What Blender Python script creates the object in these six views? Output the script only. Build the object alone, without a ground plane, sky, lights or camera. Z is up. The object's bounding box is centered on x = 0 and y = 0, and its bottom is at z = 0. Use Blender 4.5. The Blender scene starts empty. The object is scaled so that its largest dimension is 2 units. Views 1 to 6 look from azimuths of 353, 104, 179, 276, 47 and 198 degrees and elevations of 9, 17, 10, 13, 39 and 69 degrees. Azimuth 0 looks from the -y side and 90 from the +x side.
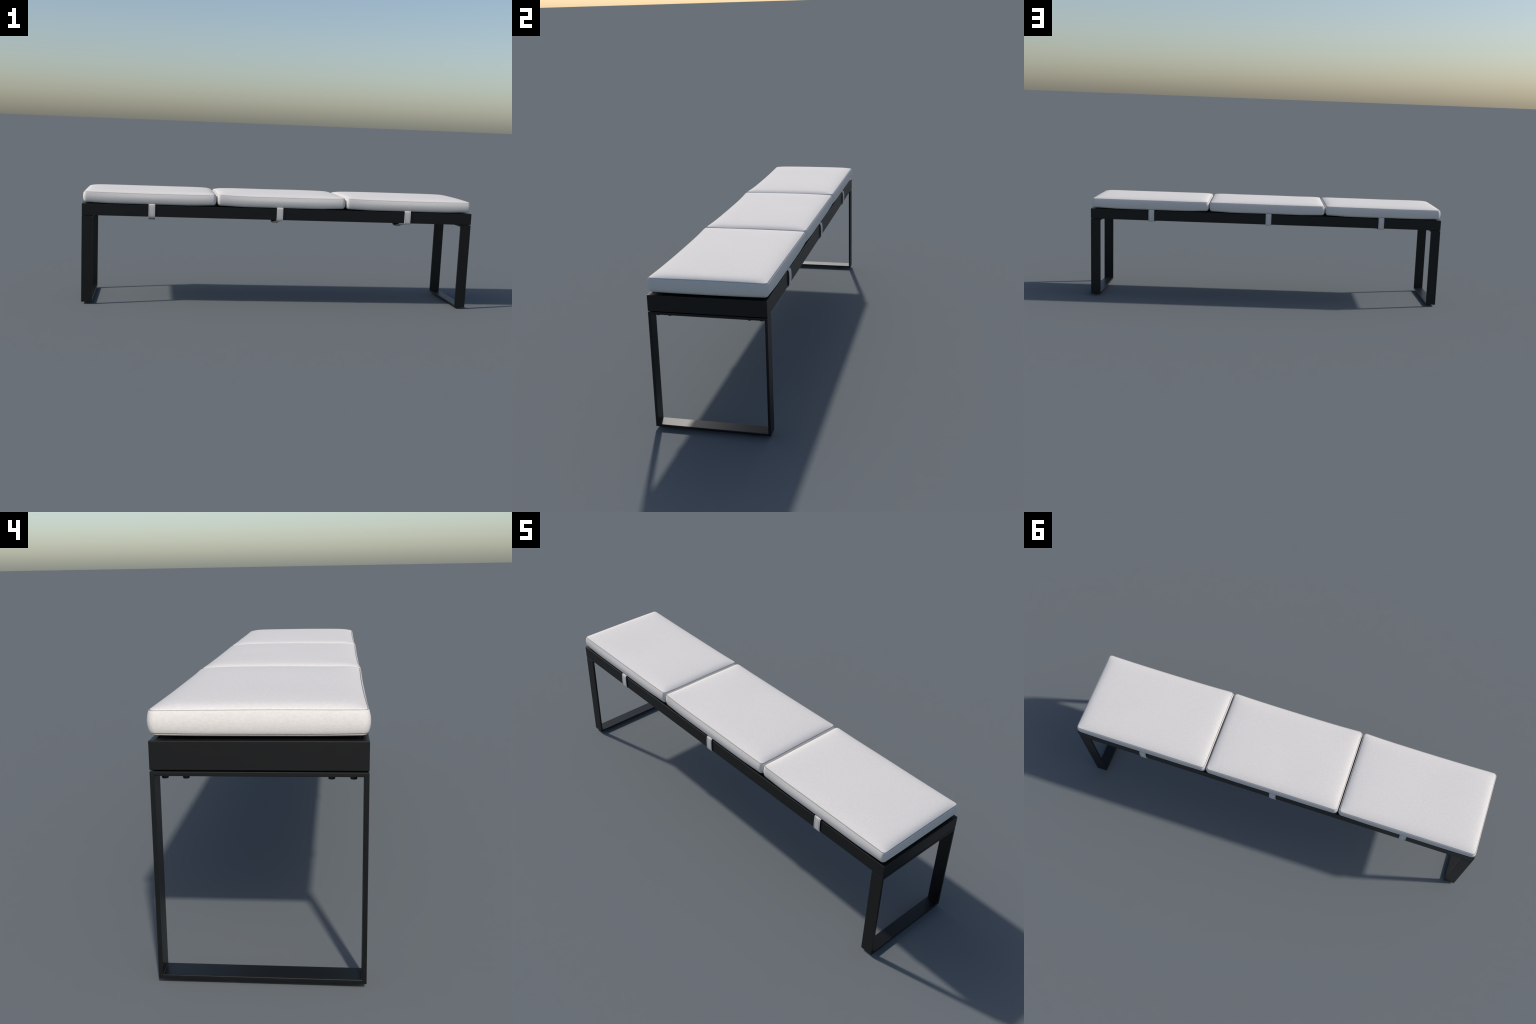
"""Upholstered garden bench: dark powder-coated metal frame on two closed flat-bar
leg frames, three pale fabric seat cushions held down by straps with buckles."""
import bpy, bmesh, math, random
from mathutils import Vector, noise

random.seed(7)

# ------------------------------------------------------------------ dimensions
X_END = 1.0                      # frame half length
Y_FRONT, Y_BACK = -0.2115, 0.2095
Z_TOP, Z_RAIL = 0.5035, 0.4457   # seat frame top / underside
LEG_TOP, LEG_BOTTOM = 0.4432, 0.0076
BAR_WIDTH, BAR_THICK = 0.0540, 0.0092
Y_MID = 0.5 * (Y_FRONT + Y_BACK)

# ------------------------------------------------------------------- materials
def new_material(name):
    m = bpy.data.materials.new(name)
    m.use_nodes = True
    nt = m.node_tree
    return m, nt, nt.nodes["Principled BSDF"]


def ramp(nt, fac, stops):
    r = nt.nodes.new("ShaderNodeValToRGB")
    el = r.color_ramp.elements
    el[0].position, el[0].color = stops[0][0], (*stops[0][1], 1)
    el[1].position, el[1].color = stops[-1][0], (*stops[-1][1], 1)
    for p, c in stops[1:-1]:
        e = el.new(p)
        e.color = (*c, 1)
    nt.links.new(fac, r.inputs["Fac"])
    return r.outputs["Color"]


def tex_noise(nt, coord, scale, detail=3.0, rough=0.5, stretch=None):
    n = nt.nodes.new("ShaderNodeTexNoise")
    n.inputs["Scale"].default_value = scale
    n.inputs["Detail"].default_value = detail
    n.inputs["Roughness"].default_value = rough
    if stretch:
        mp = nt.nodes.new("ShaderNodeMapping")
        mp.inputs["Scale"].default_value = stretch
        nt.links.new(coord, mp.inputs["Vector"])
        coord = mp.outputs["Vector"]
    nt.links.new(coord, n.inputs["Vector"])
    return n.outputs["Fac"]


def fabric_material(name, dark, light, weave=1.0):
    m, nt, b = new_material(name)
    co = nt.nodes.new("ShaderNodeTexCoord").outputs["Object"]
    # short slubs of thread in both directions, mixed
    warp = tex_noise(nt, co, 240, 2, 0.6, (0.4, 1.6, 1.6))
    weft = tex_noise(nt, co, 240, 2, 0.6, (1.6, 0.4, 1.0))
    mx = nt.nodes.new("ShaderNodeMath"); mx.operation = "ADD"
    nt.links.new(warp, mx.inputs[0]); nt.links.new(weft, mx.inputs[1])
    hf = nt.nodes.new("ShaderNodeMath"); hf.operation = "MULTIPLY"
    hf.inputs[1].default_value = 0.5
    nt.links.new(mx.outputs[0], hf.inputs[0])
    col = ramp(nt, hf.outputs[0], [(0.38, dark), (0.62, light)])
    nt.links.new(col, b.inputs["Base Color"])
    b.inputs["Roughness"].default_value = 0.9
    b.inputs["Specular IOR Level"].default_value = 0.2
    b.inputs["Sheen Weight"].default_value = 0.0
    bump = nt.nodes.new("ShaderNodeBump")
    bump.inputs["Strength"].default_value = 0.25 * weave
    bump.inputs["Distance"].default_value = 0.0012
    nt.links.new(hf.outputs[0], bump.inputs["Height"])
    nt.links.new(bump.outputs["Normal"], b.inputs["Normal"])
    return m


def metal_material(name, base, rough, spec=0.5):
    m, nt, b = new_material(name)
    co = nt.nodes.new("ShaderNodeTexCoord").outputs["Object"]
    n = tex_noise(nt, co, 9, 4)
    col = ramp(nt, n, [(0.3, tuple(c * 0.93 for c in base)), (0.7, tuple(c * 1.07 for c in base))])
    nt.links.new(col, b.inputs["Base Color"])
    b.inputs["Roughness"].default_value = rough
    b.inputs["Specular IOR Level"].default_value = spec
    grain = tex_noise(nt, co, 900, 1)
    bump = nt.nodes.new("ShaderNodeBump")
    bump.inputs["Strength"].default_value = 0.08
    bump.inputs["Distance"].default_value = 0.0004
    nt.links.new(grain, bump.inputs["Height"])
    nt.links.new(bump.outputs["Normal"], b.inputs["Normal"])
    return m


FABRIC = fabric_material("pale_woven_fabric", (0.688, 0.650, 0.612), (0.750, 0.708, 0.668))
WEBBING = fabric_material("pale_strap_webbing", (0.64, 0.61, 0.58), (0.70, 0.665, 0.63), 0.6)
SEAM_GREY = fabric_material("dark_grey_seam_line", (0.15, 0.145, 0.14), (0.21, 0.205, 0.20), 0.3)
METAL = metal_material("black_powder_coat", (0.0036, 0.0036, 0.0036), 0.42, 0.42)
SHEET = metal_material("black_seat_sheet", (0.010, 0.010, 0.011), 0.5)
PLASTIC = metal_material("black_plastic", (0.007, 0.007, 0.007), 0.5)

# --------------------------------------------------------------------- helpers
def add_object(name, bm, mat, parent=None, smooth_angle=40):
    me = bpy.data.meshes.new(name)
    bmesh.ops.recalc_face_normals(bm, faces=bm.faces[:])
    bm.to_mesh(me)
    bm.free()
    me.materials.append(mat)
    me.shade_smooth()
    if smooth_angle < 180:
        me.set_sharp_from_angle(angle=math.radians(smooth_angle))
    ob = bpy.data.objects.new(name, me)
    bpy.context.scene.collection.objects.link(ob)
    ob.parent = parent
    return ob


def bevel_edges(bm, width, segments=2, angle=30):
    bmesh.ops.recalc_face_normals(bm, faces=bm.faces[:])
    bm.normal_update()
    es = [e for e in bm.edges if e.is_manifold and e.calc_face_angle() > math.radians(angle)]
    bmesh.ops.bevel(bm, geom=es, offset=width, segments=segments, profile=0.5, affect="EDGES")


def box(bm, lo, hi):
    v = [bm.verts.new((x, y, z)) for z in (lo[2], hi[2])
         for x, y in ((lo[0], lo[1]), (hi[0], lo[1]), (hi[0], hi[1]), (lo[0], hi[1]))]
    for f in ((3, 2, 1, 0), (4, 5, 6, 7), (0, 1, 5, 4), (1, 2, 6, 5), (2, 3, 7, 6), (3, 0, 4, 7)):
        bm.faces.new([v[i] for i in f])


def cylinder(bm, centre, radius, height, seg=28):
    rings = []
    for z in (0, height):
        rings.append([bm.verts.new((centre[0] + radius * math.cos(2 * math.pi * i / seg),
                                    centre[1] + radius * math.sin(2 * math.pi * i / seg),
                                    centre[2] + z)) for i in range(seg)])
    for i in range(seg):
        j = (i + 1) % seg
        bm.faces.new((rings[0][i], rings[0][j], rings[1][j], rings[1][i]))
    bm.faces.new(rings[0][::-1])
    bm.faces.new(rings[1])


def rectangular_ring(bm, outer, inner, w0, w1, to3d):
    """Closed rectangular frame: outer/inner = (u0, v0, u1, v1), swept from w0 to w1."""
    def loop(r, w):
        return [bm.verts.new(to3d(u, v, w)) for u, v in
                ((r[0], r[1]), (r[2], r[1]), (r[2], r[3]), (r[0], r[3]))]
    o0, i0, o1, i1 = loop(outer, w0), loop(inner, w0), loop(outer, w1), loop(inner, w1)
    for k in range(4):
        n = (k + 1) % 4
        bm.faces.new((o0[k], o0[n], i0[n], i0[k]))
        bm.faces.new((o1[k], i1[k], i1[n], o1[n]))
        bm.faces.new((o0[k], o1[k], o1[n], o0[n]))
        bm.faces.new((i0[k], i0[n], i1[n], i1[k]))


# ------------------------------------------------------------------ top object
bench = bpy.data.objects.new("cushioned_bench", None)
bpy.context.scene.collection.objects.link(bench)
bench["label"] = "long black metal bench with three pale strapped seat cushions"
bench["category"] = "bench"

# ------------------------------------------------------------------ seat frame
END_W, SIDE_W, SLIT = 0.0240, 0.0135, 0.0022
inner = (-X_END + END_W, Y_FRONT + SIDE_W, X_END - END_W, Y_BACK - SIDE_W)
bm = bmesh.new()
rectangular_ring(bm, (-X_END, Y_FRONT, X_END, Y_BACK), inner, Z_RAIL, Z_TOP,
                 lambda u, v, w: (u, v, w))
bevel_edges(bm, 0.0016, 3)
add_object("seat_frame", bm, METAL, bench, 10)

# inner seat sheet with a thin slit along the rails
bm = bmesh.new()
box(bm, (inner[0] + 0.0002, inner[1] + SLIT, Z_TOP - 0.016),
    (inner[2] - 0.0002, inner[3] - SLIT, Z_TOP - 0.0006))
bevel_edges(bm, 0.001, 2)
add_object("seat_sheet", bm, SHEET, bench)

# ------------------------------------------------------------------ leg frames
leg_mesh = foot_mesh = bolt_mesh = spacer_mesh = None
for side in (-1, 1):
    x_out, x_in = side * X_END, side * (X_END - BAR_WIDTH)
    xc = 0.5 * (x_out + x_in)
    if leg_mesh is None:
        bm = bmesh.new()
        rectangular_ring(bm, (Y_FRONT, LEG_BOTTOM, Y_BACK, LEG_TOP),
                         (Y_FRONT + BAR_THICK, LEG_BOTTOM + BAR_THICK,
                          Y_BACK - BAR_THICK, LEG_TOP - BAR_THICK),
                         -BAR_WIDTH / 2, BAR_WIDTH / 2, lambda u, v, w: (w, u, v))
        bevel_edges(bm, 0.0014, 3)
        leg = add_object("leg_frame", bm, METAL, bench, 10)
        leg_mesh = leg.data
    else:
        leg = bpy.data.objects.new("leg_frame", leg_mesh)
        bpy.context.scene.collection.objects.link(leg)
        leg.parent = bench
    leg.location.x = xc

    # recessed spacer between leg frame and seat frame
    if spacer_mesh is None:
        bm = bmesh.new()
        box(bm, (-BAR_WIDTH / 2 + 0.012, Y_FRONT + 0.008, LEG_TOP - 0.0003),
            (BAR_WIDTH / 2 - 0.012, Y_BACK - 0.008, Z_RAIL + 0.0003))
        sp = add_object("spacer_plate", bm, PLASTIC, leg)
        spacer_mesh = sp.data
    else:
        sp = bpy.data.objects.new("spacer_plate", spacer_mesh)
        bpy.context.scene.collection.objects.link(sp)
        sp.parent = leg

    # screw heads under the top bar
    for dy in (-0.1825, -0.1405, 0.1420, 0.1835):
        if bolt_mesh is None:
            bm = bmesh.new()
            cylinder(bm, (0, 0, -0.0095), 0.0067, 0.0105)
            bevel_edges(bm, 0.0016, 3)
            bo = add_object("screw_head", bm, METAL, leg)
            bolt_mesh = bo.data
        else:
            bo = bpy.data.objects.new("screw_head", bolt_mesh)
            bpy.context.scene.collection.objects.link(bo)
            bo.parent = leg
        bo.location = (-side * -0.002, dy, LEG_TOP - BAR_THICK)

    # round glides under the bottom bar
    for dy in (-0.1440, 0.1430):
        if foot_mesh is None:
            bm = bmesh.new()
            cylinder(bm, (0, 0, 0), 0.0145, LEG_BOTTOM + 0.0006)
            bevel_edges(bm, 0.001, 2)
            fo = add_object("foot_glide", bm, PLASTIC, leg)
            foot_mesh = fo.data
        else:
            fo = bpy.data.objects.new("foot_glide", foot_mesh)
            bpy.context.scene.collection.objects.link(fo)
            fo.parent = leg
        fo.location = (0, dy, 0)

# -------------------------------------------------------------------- cushions
def smoothstep(t):
    t = max(0.0, min(1.0, t))
    return t * t * (3 - 2 * t)


def outline(a, b, r, n_long, n_short, n_corner):
    """Rounded rectangle: list of (corner centre sign, point type) as unit descriptors,
    evaluated later for any inset, so that every ring has the same vertex count."""
    pts = []
    for k, (sx, sy) in enumerate(((1, -1), (1, 1), (-1, 1), (-1, -1))):
        start = -90 + 90 * k
        for i in range(n_corner + 1):
            pts.append(("c", sx, sy, math.radians(start + 90 * i / n_corner)))
        n = n_short if k in (0, 2) else n_long
        nx, ny = ((1, -1), (1, 1), (-1, 1), (-1, -1))[(k + 1) % 4]
        for i in range(1, n):
            pts.append(("s", (sx, sy), (nx, ny), i / n, math.radians(start + 90)))
    return pts


def ring_xy(p, a, b, r):
    if p[0] == "c":
        return (p[1] * (a - r) + r * math.cos(p[3]), p[2] * (b - r) + r * math.sin(p[3]))
    (sx, sy), (nx, ny), t, ang = p[1:]
    x = (sx + (nx - sx) * t) * (a - r) + r * math.cos(ang)
    y = (sy + (ny - sy) * t) * (b - r) + r * math.sin(ang)
    return x, y


def build_cushion(index, x0, x1, y0, y1, lift):
    a, b, r = 0.5 * (x1 - x0), 0.5 * (y1 - y0), 0.017
    pts = outline(a, b, r, 56, 38, 7)
    n = len(pts)
    seed = Vector((3.1 * index, 1.7 * index, 0.4))

    def edge_wave(x, y, k):
        """gentle wander of a seam: lifted towards the corners, sagging between"""
        c = smoothstep((abs(x) / a) ** 3) * smoothstep((abs(y) / b) ** 3)
        w = noise.noise(Vector((x * 4.0, y * 4.0, k)) + seed)
        return c, w

    def top_seam(x, y):
        c, w = edge_wave(x, y, 0.0)
        k = 0.5 + 0.5 * x / a
        bow = smoothstep((abs(x) / a - 0.80) / 0.2) * (1 - (y / b) ** 2)
        back = 1.0 if y < 0 else 0.35          # the rear seam runs straighter
        return 0.5586 + back * (lift[0] * (1 - k) + lift[1] * k) * c + 0.0022 * bow + 0.0013 * w

    def low_seam(x, y):
        c, w = edge_wave(x, y, 5.0)
        long_side = smoothstep((abs(y) / b - 0.85) / 0.13) * (1 - smoothstep((abs(x) / a - 0.55) / 0.45))
        return 0.5146 + 0.0014 * c - 0.0036 * long_side + 0.0008 * w

    def crown(x, y):
        dx, dy = max(0, a - abs(x)), max(0, b - abs(y))
        f = lambda d: 1 - math.exp(-(d / 0.019))
        g = lambda d: 1 - math.exp(-(d / 0.075))
        w = noise.noise(Vector((x * 5.0, y * 5.0, 9.0)) + seed)
        return 0.0105 * f(dx) * f(dy) + (0.0050 + 0.0012 * w) * g(dx) * g(dy)

    # profile rings: (inset from widest outline, rule for z)
    SEAM_IN, LOW_IN = 0.0036, 0.0042
    prof = []
    # underside, from middle outwards
    for d in (0.150, 0.100, 0.060, 0.035, 0.022, 0.015, 0.0115):
        prof.append((d, lambda x, y, d=d: low_seam(x, y) - 0.0048 - 0.0015 * (1 - math.exp(-d / 0.04))))
    prof += [(0.0090, lambda x, y: low_seam(x, y) - 0.0042),
             (0.0070, lambda x, y: low_seam(x, y) - 0.0032),
             (0.0064, lambda x, y: low_seam(x, y) - 0.0020),
             (0.0072, lambda x, y: low_seam(x, y) - 0.0011),
             (0.0098, lambda x, y: low_seam(x, y) - 0.0004)]
    # side panel: bulging arc between the seams
    m = 14
    for i in range(m + 1):
        t = i / m
        bulge = math.sin(math.pi * t) ** 0.75 if 0 < t < 1 else 0
        base = LOW_IN + (SEAM_IN - LOW_IN) * t

        def rule(x, y, t=t):
            lo, hi = low_seam(x, y) + 0.0008, top_seam(x, y) - 0.0012
            return lo + (hi - lo) * t
        prof.append((base * (1 - bulge), rule))
    # seam groove, then the thin rolled edge of the top panel
    prof += [(SEAM_IN + 0.0003, lambda x, y: top_seam(x, y) - 0.0003),
             (SEAM_IN + 0.0009, lambda x, y: top_seam(x, y) - 0.0003),
             (SEAM_IN + 0.0013, lambda x, y: top_seam(x, y) - 0.0020),
             (SEAM_IN + 0.0026, lambda x, y: top_seam(x, y) - 0.0024),
             (SEAM_IN + 0.0029, lambda x, y: top_seam(x, y) - 0.0004),
             (SEAM_IN + 0.0026, lambda x, y: top_seam(x, y) + 0.0008),
             (SEAM_IN + 0.0028, lambda x, y: top_seam(x, y) + 0.0014)]
    top_in = (0.0069, 0.0080, 0.0094, 0.0110, 0.013, 0.016, 0.020, 0.025, 0.031, 0.039, 0.049, 0.061,
              0.076, 0.093, 0.112, 0.132, 0.152, 0.170, 0.186, 0.198)

    def top_rule(x, y):
        k = (a - SEAM_IN - 0.0026) / a, (b - SEAM_IN - 0.0026) / b
        return top_seam(x, y) + 0.0018 + crown(x / k[0], y / k[1])
    for d in top_in:
        prof.append((d, top_rule))

    bm = bmesh.new()
    cx, cy = 0.5 * (x0 + x1), 0.5 * (y0 + y1)

    def place(p, d, rule):
        """vertex of the ring with inset d at outline sample p"""
        rr = max(r - 0.75 * d, 0.0035)
        x, y = ring_xy(p, a - d, b - d, rr)
        z = rule(x, y)
        # the seam is drawn in along the middle of the long sides, mostly at the front
        pull = 0.0026 * max(0.0, 1 - (x / a) ** 2) * smoothstep((abs(y) / b - 0.5) / 0.4)
        pull *= smoothstep((z - 0.535) / 0.024) * (1.0 if y < 0 else 0.25)
        return cx + x, cy + y - math.copysign(pull, y), z
    rings = []
    for d, rule in prof:
        ring = [bm.verts.new(place(p, d, rule)) for p in pts]
        rings.append(ring)
    for p, q in zip(rings, rings[1:]):
        for i in range(n):
            j = (i + 1) % n
            bm.faces.new((p[i], p[j], q[j], q[i]))
    bm.faces.new(rings[0][::-1])
    # close the top over the last narrow ring
    bmesh.ops.triangulate(bm, faces=[bm.faces.new(rings[-1])])
    cushion = add_object("seat_cushion", bm, FABRIC, bench, 50)

    # thin dark grey tube lying in the upper seam groove
    bm = bmesh.new()
    loops, rad = [], 0.0009
    for i in range(8):
        t = 2 * math.pi * i / 8
        d, dz = SEAM_IN + 0.0018 + rad * math.cos(t), -0.0007 + rad * math.sin(t)
        loops.append([bm.verts.new(place(p, d, lambda x, y: top_seam(x, y) + dz)) for p in pts])
    for k in range(8):
        p, q = loops[k], loops[(k + 1) % 8]
        for i in range(n):
            j = (i + 1) % n
            bm.faces.new((p[i], p[j], q[j], q[i]))
    add_object("seam_dark_line", bm, SEAM_GREY, cushion, 180)
    return cushion


CUSHION_X = ((-0.9950, -0.3340), (-0.3312, 0.3282), (0.3308, 0.9950))
CORNER_LIFT = ((0.0014, 0.0055), (0.0046, 0.0036), (0.0044, 0.0020))
for i, (x0, x1) in enumerate(CUSHION_X):
    build_cushion(i + 1, x0, x1, -0.2137, 0.2146, CORNER_LIFT[i])

# ---------------------------------------------------------------------- straps
STRAP_W, STRAP_T = 0.0318, 0.0024
STRAP_PATH = [  # (y, z) centre line, front to back, looping under the frame
    (-0.1700, 0.5062), (-0.2000, 0.5074), (-0.2085, 0.5082), (-0.2130, 0.5060), (-0.2146, 0.5000),
    (-0.2153, 0.4850), (-0.2152, 0.4650), (-0.2140, 0.4490), (-0.2105, 0.4432),
    (-0.2000, 0.4402), (-0.1300, 0.4310), (-0.0520, 0.4190), (-0.0250, 0.4180),
    (0.0020, 0.4200), (0.0300, 0.4250), (0.1000, 0.4330), (0.1950, 0.4400), (0.2080, 0.4424),
    (0.2130, 0.4500), (0.2150, 0.4680), (0.2153, 0.4850), (0.2138, 0.5000),
    (0.2110, 0.5058), (0.2060, 0.5076), (0.1980, 0.5074), (0.1700, 0.5062)]


def catmull(path, steps):
    out = []
    P = [path[0]] + path + [path[-1]]
    for k in range(1, len(P) - 2):
        p0, p1, p2, p3 = P[k - 1:k + 3]
        for i in range(steps):
            t = i / steps
            out.append(tuple(0.5 * (2 * p1[c] + (p2[c] - p0[c]) * t
                       + (2 * p0[c] - 5 * p1[c] + 4 * p2[c] - p3[c]) * t * t
                       + (3 * p1[c] - p0[c] - 3 * p2[c] + p3[c]) * t ** 3) for c in (0, 1)))
    out.append(path[-1])
    return out


def strap_section():
    """half-ring of the webbing: flat band with a stitched groove near either edge"""
    w, t = STRAP_W / 2, STRAP_T / 2
    s, g = w - 0.0050, 0.0013
    outer = [(-w, 0.4 * t), (-w + 0.0007, t), (-s - 0.0012, t), (-s - 0.0007, t - g),
             (-s + 0.0006, t - g), (-s + 0.0011, t)]
    outer += [(-u, v) for u, v in outer[::-1]]
    back = [(w, -0.4 * t), (w - 0.0007, -t), (-w + 0.0007, -t), (-w, -0.4 * t)]
    return outer + back


strap_mesh = buckle_mesh = None
for xc in (-0.6562, -0.0105, 0.6562):
    if strap_mesh is None:
        line = catmull(STRAP_PATH, 6)
        sec = strap_section()
        bm = bmesh.new()
        rings = []
        for k, (y, z) in enumerate(line):
            y0, z0 = line[max(k - 1, 0)]
            y1, z1 = line[min(k + 1, len(line) - 1)]
            ty, tz = y1 - y0, z1 - z0
            ln = math.hypot(ty, tz)
            ny, nz = tz / ln, -ty / ln          # points away from the loop
            rings.append([bm.verts.new((u, y + ny * v, z + nz * v)) for u, v in sec])
        m = len(sec)
        for p, q in zip(rings, rings[1:]):
            for i in range(m):
                j = (i + 1) % m
                bm.faces.new((p[i], p[j], q[j], q[i]))
        bm.faces.new(rings[0])
        bm.faces.new(rings[-1][::-1])
        strap = add_object("strap", bm, WEBBING, bench, 35)
        strap_mesh = strap.data
    else:
        strap = bpy.data.objects.new("strap", strap_mesh)
        bpy.context.scene.collection.objects.link(strap)
        strap.parent = bench
    strap.location.x = xc
    if buckle_mesh is None:
        bm = bmesh.new()
        box(bm, (-0.0170, -0.046, 0.4136), (0.0170, -0.004, 0.4222))
        bevel_edges(bm, 0.0025, 3)
        bk = add_object("buckle", bm, PLASTIC, strap)
        buckle_mesh = bk.data
    else:
        bk = bpy.data.objects.new("buckle", buckle_mesh)
        bpy.context.scene.collection.objects.link(bk)
        bk.parent = strap
